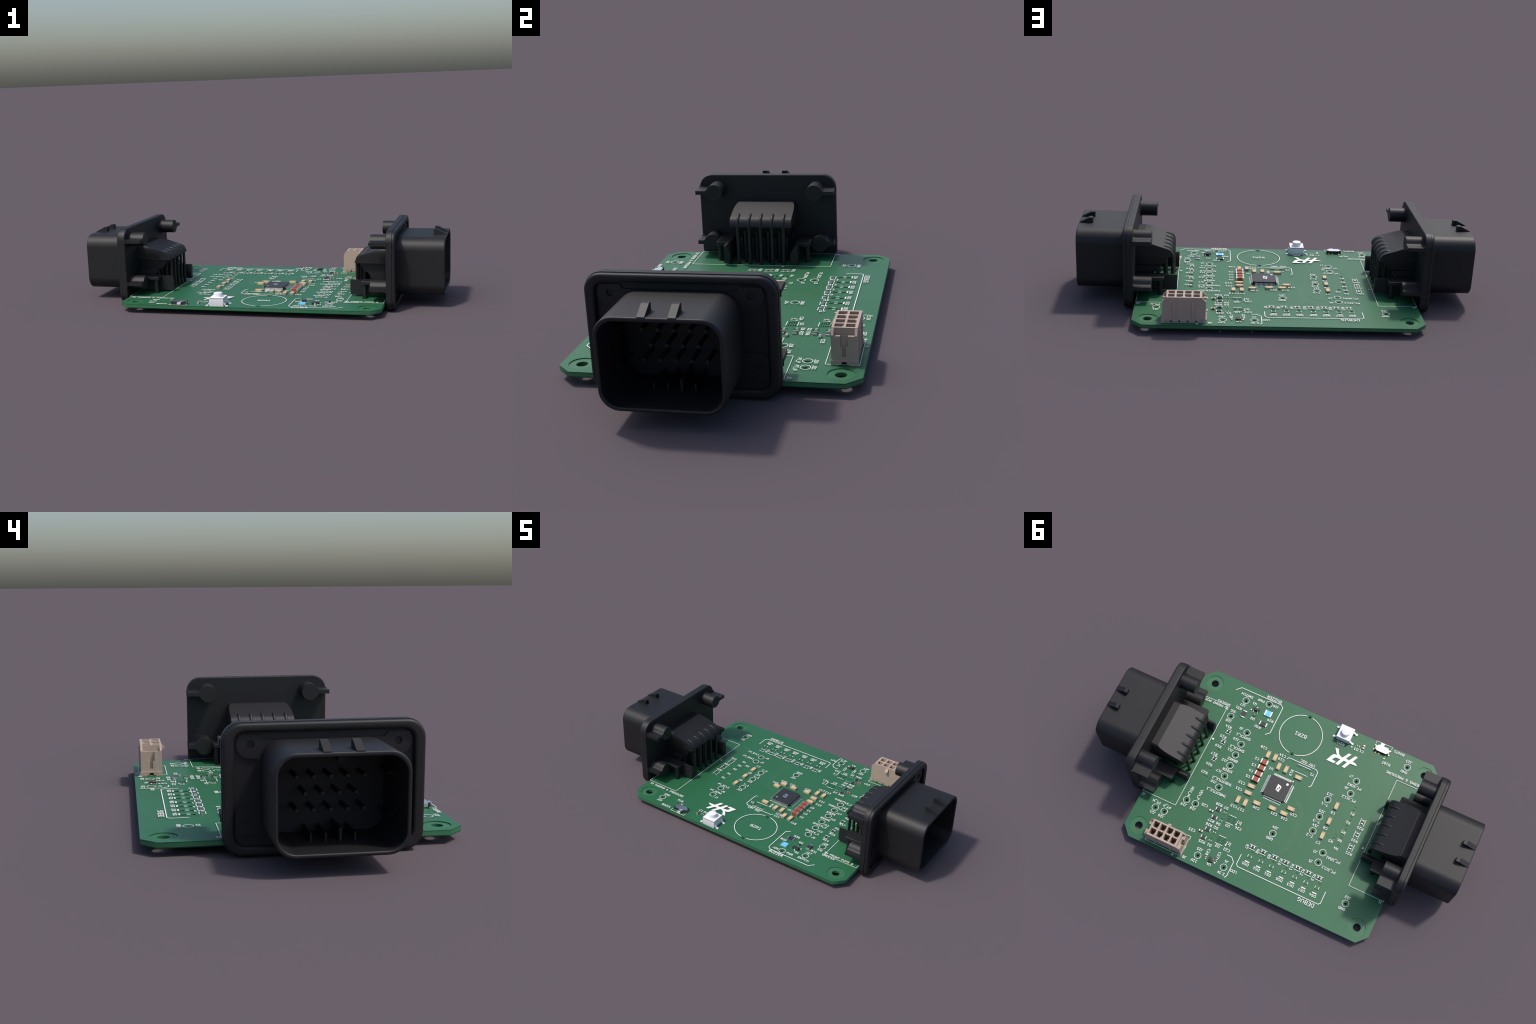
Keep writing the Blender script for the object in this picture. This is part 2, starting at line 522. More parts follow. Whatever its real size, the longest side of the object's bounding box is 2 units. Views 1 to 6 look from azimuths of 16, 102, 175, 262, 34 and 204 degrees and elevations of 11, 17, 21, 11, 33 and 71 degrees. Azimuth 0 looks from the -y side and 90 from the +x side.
vo = add("gold_via", finish(via_bm, "gold_via", smooth=False), M_GOLD, mask)
vo["kind"] = "stuff"

# ------------------------------------------------------------------ silkscreen
J_OUT = (0.5046, 0.6990, -0.3600 - CONN_Y, 0.2715 - CONN_Y)
line_sets = []


def rect(x0, x1, y0, y1):
    return [(x0, y0), (x1, y0), (x1, y1), (x0, y1), (x0, y0)]


THIN, MID = 0.0022, 0.0034
thin, mid = [], []
thin.append(rect(0.5046, 0.6990, -0.3597, 0.2715))
thin.append(rect(-0.6995, -0.5046, -0.3637, 0.2715))
thin.append([(HX1 + 0.004, 0.5058), (0.3515, 0.5058), (0.3515, 0.3902), (HX1 + 0.004, 0.3902), (HX1 + 0.004, 0.5058)])
thin.append([(0.3907, 0.5196), (0.4007, 0.5196), (0.3957, 0.5100), (0.3907, 0.5196)])
mid.append([(0.5075, -0.4665), (0.4830, -0.4910), (0.2415, -0.4910), (0.2270, -0.4770), (0.2270, -0.3160), (0.2475, -0.2958)])
mid.append([(0.0800, -0.2215), (0.0715, -0.2303), (-0.0905, -0.2303), (-0.1030, -0.2185), (-0.1030, -0.1350), (-0.0925, -0.1253)])
mid.append([(0.1357, 0.3960), (0.1095, 0.3960), (0.0888, 0.4172), (0.0886, 0.4960), (0.0965, 0.5100)])
mid.append([(0.0703, 0.3620), (0.0703, 0.4185), (0.0605, 0.4290), (-0.4005, 0.4290), (-0.4103, 0.4192), (-0.4103, 0.3540)])
MIDTHIN = 0.0029
mt = [[(0.0108, -0.2180), (-0.0602, -0.2180)], [(0.0103, -0.1746), (-0.0605, -0.1746)]]
for x, y in ((0.2007, 0.1957), (0.2005, 0.2402), (0.2014, 0.3185), (0.2016, 0.3638)):
    mt.append([(x + 0.0198, y), (x - 0.0198, y)])
for y0 in (0.2050, 0.3305):
    mt.append([(0.1645, y0), (0.1658, y0 + 0.0240)])
    mt.append([(0.1456, y0), (0.1456, y0 + 0.0196)])
for x in (0.0342, -0.0277, -0.0945, -0.1609, -0.2272, -0.2880, -0.3505):
    for y in (0.2915, 0.3145):
        mt.append([(x + 0.0172, y), (x - 0.0172, y)])
for y in (-0.0685, 0.0067, 0.0820):
    for x in (-0.4203, -0.4450):
        mt.append([(x, y - 0.0190), (x, y + 0.0190)])
for x, y in ((0.4355, -0.2248), (0.4358, -0.1598), (0.4355, -0.0530)):
    for d in (-0.0126, 0.0126):
        mt.append([(x + 0.0114, y + d), (x - 0.0114, y + d)])
boot = [(-0.3191, -0.5090), (-0.3191, -0.5250), (-0.4110, -0.5250), (-0.4110, -0.5090)]
silk = add("silkscreen", None, None, root)
add("ink_outline", strokes_mesh("ink_outline", thin + [boot], THIN, INK - 0.0004), M_INK, silk)
add("ink_bracket", strokes_mesh("ink_bracket", mid, MID, INK - 0.0004), M_INK, silk)
add("ink_footprint_mark", strokes_mesh("ink_footprint_mark", mt, MIDTHIN, INK - 0.0004), M_INK, silk)

thick = []
for x in LED_X:
    thick.append([(x + 0.0105, 0.3843), (x - 0.0105, 0.3843)])
add("ink_polarity_bar", strokes_mesh("ink_polarity_bar", thick, 0.0058, INK - 0.0004), M_INK, silk)
ticks = []
for x in LED_X:
    for s in (-1, 1):
        ticks.append([(x + s * 0.0099, 0.3465), (x + s * 0.0099, 0.3577)])
for x, y in DIODES + ((-0.2396, -0.4541),):
    for s in (-1, 1):
        ticks.append([(x + s * 0.0058, y - 0.0022), (x + s * 0.0058, y + 0.0026)])
add("ink_tick", strokes_mesh("ink_tick", ticks, 0.0029, INK - 0.0004), M_INK, silk)

for x, y, r in ((0.4925, -0.1510, 0.0056), (-0.4906, 0.0589, 0.0050), (0.3795, -0.3954, 0.0040), (-0.0053, -0.1161, 0.0042),
                (-0.2088, -0.4331, 0.0042), (-0.3937, -0.4469, 0.0042), (0.1763, 0.4621, 0.0044), (0.1656, 0.2300, 0.0040), (0.1667, 0.3532, 0.0040)):
    add("ink_dot", disc_mesh("ink_dot", r, INK - 0.0005, INK + 0.0004), M_INK, silk, (x, y, 0))

ring = strokes_mesh("ink_ring", [circle(0, 0, 0.0178, 40) + circle(0, 0, 0.0178, 40)[:1]], 0.0023)
for x, y in POINTS.values():
    add("ink_ring", ring, M_INK, silk, (x, y, 0))
gap = 8.5
arcs = [oval(0, 0, 0.1181, 0.1181, a + gap, a + 180 - gap, 40) for a in (-90, 90)]
add("ink_buzzer_circle", strokes_mesh("ink_buzzer_circle", arcs, MID), M_INK, silk, (*BUZZER, 0))

# team monogram: one joined outline of slanted H and R
mono = [(-0.1300, -0.3920), (-0.1511, -0.3922), (-0.1540, -0.3830), (-0.1640, -0.3650), (-0.1800, -0.3562), (-0.1887, -0.3558), (-0.2103, -0.3921), (-0.2258, -0.3916),
        (-0.2079, -0.3566), (-0.2277, -0.3566), (-0.2481, -0.3920), (-0.2635, -0.3914), (-0.2474, -0.3560), (-0.2600, -0.3558),
        (-0.2690, -0.3525), (-0.2792, -0.3423), (-0.2391, -0.3410), (-0.2222, -0.3050), (-0.2052, -0.3054), (-0.2212, -0.3406),
        (-0.2014, -0.3408), (-0.1842, -0.3053), (-0.1669, -0.3060), (-0.1817, -0.3408), (-0.1560, -0.3400), (-0.1490, -0.3350), (-0.1420, -0.3202),
        (-0.1646, -0.3190), (-0.1585, -0.3055), (-0.1143, -0.3058), (-0.1296, -0.3423), (-0.1360, -0.3510), (-0.1430, -0.3555), (-0.1560, -0.3562), (-0.1480, -0.3640)]
add("ink_monogram", sheet([mono], INK - 0.0004, INK, "ink_monogram"), M_INK, silk)

UP = 90
LABELS = [
    ("BUZZER", 0.2900, -0.5043, 0.0150), ("DEBUG", -0.3400, 0.4474, 0.0193), ("BZR1", 0.0705, -0.3760, 0.0185),
    ("SWITCH", 0.4351, -0.4614), ("PWR", 0.3525, -0.4662), ("J26", 0.2643, -0.4671), ("J27", 0.4325, -0.4003), ("Q1", 0.3783, -0.4336),
    ("R31", 0.4464, -0.3742), ("SIG", 0.4655, -0.3433), ("J28", 0.4632, -0.2816), ("R14", 0.4474, -0.2509), ("R15", 0.4485, -0.1862),
    ("Q2", 0.3504, -0.3490), ("R30", 0.3040, -0.3185), ("R29", 0.2568, -0.3803), ("J9", 0.3798, -0.2715), ("SHOCK_1", 0.3483, -0.2313),
    ("J10", 0.3785, -0.2024), ("SHOCKS", 0.5325, -0.3665), ("TO FRONT POTS &", 0.5850, -0.3462),
    ("J11", 0.3790, -0.1329), ("BRAKE", 0.3435, -0.0871), ("J12", 0.3805, -0.0663), ("STEER", 0.3411, -0.0222), ("J17", 0.3805, 0.0004),
    ("THROTTLE_2", 0.3413, 0.0451), ("J16", 0.3802, 0.0684), ("THROTTLE_1", 0.3413, 0.1149), ("R16", 0.4485, -0.1252), ("R17", 0.4482, -0.0765),
    ("R24", 0.4472, -0.0112), ("R23", 0.4485, 0.0396), ("C18", 0.2205, -0.2247), ("C2", 0.2267, -0.1502), ("C3", 0.2266, -0.1115),
    ("C4", 0.2266, -0.0749), ("C5", 0.2275, -0.0399), ("C12", 0.2415, 0.0078), ("C11", 0.2405, 0.0452), ("C14", 0.1091, -0.2256),
    ("C19", 0.1065, -0.2026), ("U1", 0.1342, -0.1319), ("R19", 0.0260, -0.1571, 0.013, UP), ("SHOCK_2", 0.3485, -0.1552),
    ("VEH_P", 0.4123, 0.1651, 0.013, UP), ("VEH_N", 0.4650, 0.1680, 0.013, UP), ("J2", 0.6845, 0.2881), ("J1", -0.6862, 0.2822),
    ("PT_N", 0.6028, 0.2968), ("PT_P", 0.5413, 0.2968), ("J21", 0.5963, 0.3578), ("J20", 0.5456, 0.3578), ("J19", 0.4672, 0.2497),
    ("J18", 0.4125, 0.2497), ("C25", 0.3637, 0.2049), ("R28", 0.2952, 0.1688), ("D7", 0.2542, 0.1696), ("C13", 0.2220, 0.1434),
    ("C17", 0.1796, 0.1440), ("R27", 0.2952, 0.2660), ("R26", 0.2952, 0.2911), ("D6", 0.2540, 0.2660), ("D2", 0.2545, 0.2909),
    ("U3", 0.2035, 0.2543), ("C24", 0.1470, 0.2439), ("C23", 0.3632, 0.3547), ("R25", 0.2879, 0.3889), ("D1", 0.2450, 0.3887),
    ("U2", 0.2033, 0.3767), ("C22", 0.1500, 0.3742), ("J25", 0.2776, 0.4311), ("C26", 0.2329, 0.4266, 0.013, UP), ("C27", 0.1741, 0.4173, 0.013, UP),
    ("12V", 0.2791, 0.4974), ("U4", 0.2003, 0.4825), ("J8", 0.3328, 0.5034), ("J4", 0.1228, 0.4307), ("3.3V", 0.1214, 0.4968),
    ("LDO", 0.0673, 0.4620), ("CRY OSC", -0.0335, -0.2437), ("TO THERMS & PRESSURE", -0.5564, -0.3840),
    ("C20", 0.1107, 0.1010), ("C21", 0.0116, 0.0898), ("C16", -0.0490, 0.0912), ("C15", -0.0848, 0.0517), ("J24", -0.0283, 0.1560),
    ("GND", -0.0249, 0.2206), ("J13", -0.2137, -0.1349), ("T-1", -0.2095, -0.0732), ("C6", -0.2685, -0.0484), ("J15", -0.2140, -0.0300),
    ("T-3", -0.2092, 0.0300), ("J14", -0.2143, 0.0551), ("C8", -0.2678, 0.0450), ("T-2", -0.2090, 0.1164), ("C7", -0.2655, 0.1324),
    ("R3", -0.3220, 0.0965), ("R4", -0.3628, 0.1210), ("J3", -0.2731, 0.1831), ("J7", -0.2758, -0.2787), ("PT_SDA2", -0.3133, -0.2312),
    ("J6", -0.2778, -0.2070), ("PT_SCL2", -0.3135, -0.1562), ("R1", -0.3650, -0.0874), ("R2", -0.3638, -0.0346), ("R5", -0.3634, 0.0246),
    ("R6", -0.3633, 0.0737), ("R20", -0.4345, -0.0333), ("R22", -0.4341, 0.0416), ("R21", -0.4345, 0.1169), ("Y1", -0.0794, -0.1948),
    ("RST1", -0.1455, -0.4270), ("D3", -0.2360, -0.4304), ("C1", -0.2671, -0.4309), ("BOOT1", -0.4560, -0.5095), ("R18", -0.4210, -0.4240),
    ("J23", -0.5239, -0.4868), ("GND", -0.5205, -0.4226), ("DS5", 0.0289, 0.3995), ("DS2", -0.0345, 0.3995), ("DS1", -0.0989, 0.3995),
    ("DS6", -0.1663, 0.3995), ("DS3", -0.2300, 0.3995), ("DS7", -0.2935, 0.3995), ("DS4", -0.3563, 0.3995),
    ("R7", 0.0630, 0.3115, 0.013, UP), ("R8", 0.0010, 0.3107, 0.013, UP), ("R9", -0.0648, 0.3107, 0.013, UP), ("R10", -0.1305, 0.3112, 0.013, UP),
    ("R11", -0.1965, 0.3110, 0.013, UP), ("R12", -0.2575, 0.3115, 0.013, UP), ("R13", -0.3205, 0.3115, 0.013, UP),
    ("PT_SDA1", -0.3755, 0.1837), ("PT_SCL1", -0.3755, 0.2422), ("J5", -0.2726, 0.2397), ("J22", -0.5261, 0.3324), ("GND", -0.5200, 0.3967)]
for text, x, y, *more in LABELS:
    size = more[0] if more else 0.0130
    turn = more[1] if len(more) > 1 else 0
    add("printed_label", lettering(text, size), M_INK, silk, (x, y, 0.0003), radians(turn))


# ------------------------------------------------------------------ sealed connector (local: x outwards, y across, z up)
def flange_mesh():
    bm = bmesh.new()
    outer = rounded_rect(-0.3205, 0.3205, 0.0, 0.4210, 0.062)
    loft(bm, [(0.7130, inset(outer, 0.0050)), (0.7135, inset(outer, 0.0030)), (0.7147, inset(outer, 0.0012)), (0.7170, outer),
              (0.7424, outer), (0.7430, inset(outer, 0.0008))], ALONG_X)
    # lands end inside the shroud wall
    corner = lambda cz, a0, a1: [(0.1345 + 0.0605 * cos(radians(a0 + (a1 - a0) * i / 8)), cz + 0.0605 * sin(radians(a0 + (a1 - a0) * i / 8))) for i in range(9)][::1 if a0 > 0 else -1]
    # raised lands around the four blind screw holes
    for s in (-1, 1):
        c = (0.2318, 0.3527)
        land = [(0.1994, 0.3820), (0.1880, 0.3663), (0.1345, 0.3663)] + corner(0.2985, 90, 0) + [(0.2050, 0.2990), (0.2075, 0.3060), (0.2130, 0.3086)]
        land += [(c[0] + 0.0440 * cos(radians(t)), c[1] + 0.0440 * sin(radians(t))) for t in range(-90, 35, 8)] + [(0.2660, 0.3820)]
        absorb(bm, sheet([[(s * u, v) for u, v in land], circle(s * c[0], c[1], 0.0125, 24)], 0.7420, 0.7495, "land"), ALONG_X)
        c = (0.2508, 0.1162)
        land = corner(0.1255, 0, -62)[::-1] + [(0.1629, 0.0706), (0.2810, 0.0706), (0.2810, 0.1430), (0.2793, 0.1479), (0.2700, 0.1555), (0.2570, 0.1592), (0.2130, 0.1604), (0.2070, 0.1640), (0.2050, 0.1705), (0.1950, 0.1705)]
        absorb(bm, sheet([[(s * u, v) for u, v in land], circle(s * c[0], c[1], 0.0125, 24)], 0.7420, 0.7490, "land"), ALONG_X)
    return finish(bm, "flange", 38)


def gasket_mesh():
    bm = bmesh.new()
    outer = rounded_rect(-0.3205, 0.3205, 0.0, 0.4210, 0.062)
    inner = rounded_rect(-0.2820, 0.2820, 0.0340, 0.3900, 0.035)
    loft(bm, [(0.7436, inset(outer, 0.0034)), (0.7446, inset(outer, 0.0024)), (0.7530, inset(outer, 0.0024)), (0.7570, inset(outer, 0.0042)),
              (0.7594, inset(outer, 0.0078)), (0.7604, inset(outer, 0.0125)), (0.7604, inset(inner, -0.0110)), (0.7594, inset(inner, -0.0060)),
              (0.7570, inset(inner, -0.0020)), (0.7525, inner), (0.7437, inner)], ALONG_X, close=True)
    return finish(bm, "gasket", 50)


def shroud_mesh():
    bm = bmesh.new()
    outer = rounded_rect(-0.2015, 0.2015, 0.0585, 0.3662, 0.066, 14)
    inner = rounded_rect(-0.1880, 0.1880, 0.0720, 0.3508, 0.055, 14)
    loft(bm, [(0.7380, outer), (0.9940, outer), (0.9975, inset(outer, 0.0012)), (0.9993, inset(outer, 0.0032)),
              (1.0000, inset(outer, 0.0060)), (1.0000, inset(inner, -0.0040)), (0.9985, inset(inner, -0.0015)), (0.9950, inner),
              (0.7400, inner), (0.7355, inset(inner, 0.004)), (0.7350, inset(inner, 0.012))], ALONG_X)
    # guide ribs on the floor, fins on the side walls, one key under the roof
    for y, top, half in ((-0.0676, 0.0975, 0.0028), (-0.0219, 0.0975, 0.0028), (0.0233, 0.1115, 0.0042), (0.0687, 0.0975, 0.0028)):
        prism(bm, [(y - half, 0.0690), (y + half, 0.0690), (y + half, top), (y - half, top)], 0.7345, 0.8665, ALONG_X, 0, 0.0012)
    for s in (-1, 1):
        for z in (0.1440, 0.2738):
            prism(bm, [(s * 0.1685, z - 0.0022), (s * 0.1905, z - 0.0022), (s * 0.1905, z + 0.0022), (s * 0.1685, z + 0.0022)][::s], 0.7345, 0.8600, ALONG_X, 0, 0.0012)
    prism(bm, [(0.0345, 0.3540), (0.0185, 0.3540)] + [(0.0265 + 0.0080 * cos(radians(180 + 20 * i)), 0.3160 + 0.0080 * sin(radians(180 + 20 * i))) for i in range(10)], 0.7345, 0.8500, ALONG_X)
    return finish(bm, "shroud", 40)


def hood_mesh():
    bm = bmesh.new()
    low, half, top = 0.2205, 0.1405, 0.3012
    nose = [(0.5240, 0.2228), (0.5252, 0.2278), (0.5270, 0.2336), (0.5295, 0.2398), (0.5328, 0.2456), (0.5368, 0.2506), (0.5415, 0.2547), (0.5468, 0.2580), (0.5520, 0.2604)]
    slope = 0.3162
    nose = [(x, z + 0.0012) for x, z in nose]
    stations = nose + [(x, 0.2616 + slope * (x - 0.5520)) for x in (0.580, 0.610, 0.640, 0.660, 0.6772)] + [(0.7200, 0.2616 + slope * (0.6772 - 0.5520))]

    def width(z):
        t = (z - (top - 0.026)) / 0.026
        return half if t <= 0 else half - 0.0165 * (1 - sqrt(max(0.0, 1 - t * t)))
    loops = []
    for x, zt in stations:
        side = [low + (zt - low) * (1 - (1 - i / 12) ** 1.6) for i in range(13)]
        loops.append((x, [(-width(z), z) for z in side] + [(width(z), z) for z in side[::-1]]))
    loft(bm, loops, ALONG_X)
    # stepped lower storeys, one for each row of wires
    prism(bm, [(0.7200, 0.2212), (0.5412, 0.2212), (0.5770, 0.1715), (0.5950, 0.1660), (0.7200, 0.1660)], -0.1170, 0.1170, ALONG_Y)
    prism(bm, [(0.7200, 0.1690), (0.5935, 0.1690), (0.6222, 0.1290), (0.7200, 0.1290)], -0.1320, 0.1320, ALONG_Y)
    return finish(bm, "rear_hood", 14)


def boss_outline(cy, cz, arm_to):
    """Round pillar with a flat wing; the wing meets it with small fillets."""
    R, h, f = 0.0378, 0.0092, 0.0160
    s = 1 if arm_to > cy else -1
    reach = sqrt((R + f) ** 2 - (h + f) ** 2)
    a = math.atan2(h + f, reach)
    pts = [(arm_to, -h), ]
    pts = [(arm_to - cy) * s]
    L = pts[0]
    shape = [(L, -h), (L, h)]
    for i in range(6):                                 # upper fillet
        t = radians(-90) - (radians(90) - a) * i / 5
        shape.append((reach + f * cos(t), h + f + f * sin(t)))
    n = 26
    for i in range(1, n):
        t = a + (2 * pi - 2 * a) * i / n
        shape.append((R * cos(t), R * sin(t)))
    for i in range(6):
        t = radians(90) + (radians(90) - a) * (5 - i) / 5
        shape.append((reach + f * cos(t), -h - f + f * sin(t)))
    out = [(cy + s * u, cz + v) for u, v in shape]
    return out if s > 0 else out[::-1]


def boss_mesh(cy, cz):
    bm = bmesh.new()
    o = boss_outline(cy, cz, math.copysign(0.3196, cy))
    prism(bm, o, 0.6258, 0.7170, ALONG_X, 0.0016)
    prism(bm, inset(o, -0.0036), 0.7075, 0.7172, ALONG_X, 0.0022)
    return finish(bm, "mounting_boss", 35)


def side_plate_mesh(s):
    bm = bmesh.new()
    prof = [(0.1690, 0.0570), (0.1690, 0.1368), (0.1580, 0.1368), (0.1500, 0.1270), (0.1400, 0.1110), (0.1372, 0.0960), (0.1385, 0.0800), (0.1430, 0.0570)]
    prism(bm, [(s * u, v) for u, v in prof][::s], 0.5036, 0.7200, ALONG_X, 0.0012)
    shelf = [(0.5668, 0.1500), (0.7200, 0.1500), (0.7200, 0.2178), (0.5730, 0.2178), (0.5668, 0.2120)]
    loops = [(0.1212, 0.0), (0.1364, 0.0), (0.1382, 0.0018)]
    poly = [(u, s * v) for u, v in shelf][::s]
    loft(bm, [(z, inset(poly, d)) for z, d in loops])
    return finish(bm, "side_plate", 32)


def post_mesh():
    bm = bmesh.new()
    prism(bm, circle(0, 0, 0.0118, 24), 0.0235, 0.1225, ALONG_Z, 0.002)
    return finish(bm, "mounting_post", 40)


def ramp_mesh():
    bm = bmesh.new()
    prism(bm, [(0.9305, 0.3640), (0.9985, 0.3640), (0.9985, 0.3678), (0.9470, 0.3930), (0.9305, 0.3930)], -0.0123, 0.0123, ALONG_Y)
    return finish(bm, "latch_ramp", 20)


def contact_mesh(z, wx):
    bm = bmesh.new()
    R = 0.0400 if z > 0.25 else 0.0260
    path = [(0.8384, 0, z), (0.8368, 0, z), (0.7200, 0, z)]
    path += [(wx + R - R * sin(pi / 2 * i / 10), 0, z - R + R * cos(pi / 2 * i / 10)) for i in range(11)]
    path += [(wx, 0, 0.0160), (wx, 0, 0.0145)]
    tube(bm, path, 0.0076, 16, 0.0014)
    return finish(bm, "contact_pin", 40)


MESH = {"flange": flange_mesh(), "gasket": gasket_mesh(), "shroud": shroud_mesh(), "hood": hood_mesh(), "post": post_mesh(), "ramp": ramp_mesh()}
BOSSES = [boss_mesh(s * 0.2315, 0.3540) for s in (-1, 1)] + [boss_mesh(s * 0.2525, 0.1176) for s in (-1, 1)]
PLATES = [side_plate_mesh(s) for s in (-1, 1)]
WIRES = [contact_mesh(z, wx) for z, wx, _ in ROWS]
for turn in (0, pi):
    con = add("sealed_connector", MESH["flange"], M_BLACK, root, (0, CONN_Y, 0), turn)
    add("gasket", MESH["gasket"], M_RUBBER, con)
    add("shroud", MESH["shroud"], M_BLACK, con)
    add("rear_hood", MESH["hood"], M_BLACK, con)
    for b in BOSSES:
        add("mounting_boss", b, M_BLACK, con)
    for p in PLATES:
        add("side_plate", p, M_BLACK, con)
    for s in (-1, 1):
        add("mounting_post", MESH["post"], M_BLACK, con, (POST_X, s * POST_Y, 0))
    for y in (-0.0463, 0.0487):
        add("latch_ramp", MESH["ramp"], M_BLACK, con, (0, y, 0))
    for (z, wx, places), me in zip(ROWS, WIRES):
        for y in places:
            add("contact_pin", me, M_PIN, con, (0, y, 0))


# ------------------------------------------------------------------ beige header
def header_mesh():
    bm = bmesh.new()
    z0, z1, zc = 0.0480, 0.1742, 0.1525
    xa, xb = 0.3725, 0.5405                     # cell block
    xs = [xa] + [(H_COLS[i] + H_COLS[i + 1]) / 2 for i in (2, 1, 0)] + [xb]
    ym = (H_ROWS[0] + H_ROWS[1]) / 2
    wall = 0.0046
    # cell block: floor plus a roof plate with openings, carried by the walls between cells
    cells = []
    for ci, cx in enumerate(H_COLS):
        for ri, cy in enumerate(H_ROWS):
            w, h, c = 0.0150, 0.0158, 0.0072
            y0, y1 = cy - h, cy + h
            x0, x1 = cx - w, cx + w
            keyed = (ci + ri) % 3
            if keyed == 0:
                cells.append([(x0, y0), (x1, y0), (x1, y1 - c), (x1 - c, y1), (x0, y1)])
            elif keyed == 1:
                cells.append([(x0, y0), (x1, y0), (x1, y1), (x0, y1)])
            else:
                cells.append([(x0, y0), (x1, y0), (x1, y1), (x0 + c, y1), (x0, y1 - c)])
    block = [(xa, HY0), (xb, HY0), (xb, HY1), (xa, HY1)]
    absorb(bm, sheet([block] + cells, 0.0800, z1, "cells"), ALONG_Z)
    box(bm, xa, xb, HY0, HY1, 0.0640, 0.0800)
    # end towers: two cheeks with a sloped top and a grooved centre
    for s, xo, xi in ((-1, HX0, xa), (1, HX1, xb)):
        for y0, y1 in ((HY0, HY0 + 0.0088), (HY1 - 0.0088, HY1)):          # thin cheeks, sloped on top
            prism(bm, [(xi, 0.0640), (xo, 0.0640), (xo, zc), (xi, z1 - 0.0008)][::s], y0, y1, ALONG_Y)
        mid_x = xi + s * 0.0060
        yc = (HY0 + HY1) / 2
        box(bm, *sorted((xi - s * 0.001, mid_x)), HY0 + 0.0080, HY1 - 0.0080, 0.0640, 0.1470)
        xe = xo - s * 0.0003
        for sy in (-1, 1):                                                  # shoulders beside the key slot
            a, b = sorted((yc + sy * 0.0134, yc + sy * 0.0360))
            box(bm, *sorted((mid_x - s * 0.001, xe)), a, b, 0.0640, 0.1500)
            a, b = sorted((yc + sy * 0.0067, yc + sy * 0.0140))
            box(bm, *sorted((mid_x - s * 0.001, xe - s * 0.0006)), a, b, 0.0640, 0.1100)
        box(bm, *sorted((mid_x - s * 0.001, xe - s * 0.0009)), yc - 0.0072, yc + 0.0072, 0.0640, 0.0760)
    # foot skirt with small drain notches
    for y0, y1 in ((HY0 + 0.0010, HY0 + 0.0060), (HY1 - 0.0060, HY1 - 0.0003)):
        box(bm, HX0 + 0.0160, HX1 - 0.0160, y0, y1, 0.0568, 0.0650)
        x = HX0 + 0.0160
        for cx in H_COLS[::-1] + [None]:
            stop = cx - 0.0038 if cx is not None else HX1 - 0.0160
            box(bm, x, stop, y0 + 0.0002, y1 - 0.0002, 0.0490, 0.0570)
            x = (cx + 0.0038) if cx is not None else x
    for s, x in ((-1, HX0), (1, HX1)):
        for y0, y1 in ((HY0 - 0.0008, HY0 + 0.0260), (HY1 - 0.0260, HY1 + 0.0030)):
            xa2, xb2 = sorted((x + s * 0.0046, x - s * 0.0150))
            box(bm, xa2, xb2, y0, y1, z0 - 0.0015, 0.0648)
        xa2, xb2 = sorted((x + s * 0.0040, x - s * 0.0100))
        box(bm, xa2, xb2, HY0 + 0.0240, HY1 - 0.0240, 0.0590, 0.0646)
        for ya, yb in ((HY0 + 0.0250, (HY0 + HY1) / 2 - 0.0088), ((HY0 + HY1) / 2 + 0.0088, HY1 - 0.0250)):
            box(bm, xa2, xb2 - 0.0002, ya, yb, 0.0510, 0.0595)
    # two strengthening ribs on the outer long side
    for x in (0.5025, 0.4140):
        box(bm, x - 0.0066, x + 0.0066, HY1 - 0.002, HY1 + 0.0052, 0.0660, 0.1510, 0.0006)
    return finish(bm, "beige_header", 25)


header = add("beige_header", header_mesh(), M_BEIGE, root)
bm = bmesh.new()
prism(bm, [(HY0 + 0.001, 0.1690), (HY0 - 0.0005, 0.1685), (0.3950, 0.1500), (0.3950, 0.1460), (HY0 + 0.001, 0.1400)], 0.4490, 0.4655, lambda u, v, h: (h, u, v))
add("latch_ramp", finish(bm, "header_latch", 20), M_BEIGE, header)
bm = bmesh.new()
box(bm, -0.0032, 0.0032, -0.0032, 0.0032, 0.0060, 0.1250, 0.0008)
blade = finish(bm, "header_contact", 30)
for x in H_COLS:
    for y in H_ROWS:
        add("header_contact", blade, M_BRASS, header, (x, y, 0))


# ------------------------------------------------------------------ microcontroller
CX, CY = 0.0538, -0.0425
bm = bmesh.new()
H, c = 0.0618, 0.0110
octo = [(-H + c, -H), (H - c, -H), (H, -H + c), (H, H - c), (H - c, H), (-H + c, H), (-H, H - c), (-H, -H + c)]
loft(bm, [(0.0470, inset(octo, 0.0035)), (0.0555, octo), (0.0575, octo), (0.0645, inset(octo, 0.0022))])
chip = add("microcontroller", finish(bm, "microcontroller", 12), M_CHIP, root, (CX, CY, 0))
bm = bmesh.new()
prism(bm, [(0.0590, 0.0572), (0.0672, 0.0572), (0.0708, 0.0470), (0.0768, 0.0468), (0.0768, 0.0452), (0.0696, 0.0454), (0.0668, 0.0550), (0.0600, 0.0552)], -0.0013, 0.0013, ALONG_Y)
lead = finish(bm, "lead", 20)
for q in range(4):
    for i in range(16):
        d = (i - 7.5) * 0.0065
        a = q * pi / 2
        add("lead", lead, M_SILVER, chip, (-d * sin(a), d * cos(a), 0), a)
add("pin_mark", disc_mesh("pin_mark", 0.0066, 0.0640, 0.0649, 24), M_SILVER, chip, (0.0131 - CX, -0.0835 - CY, 0))
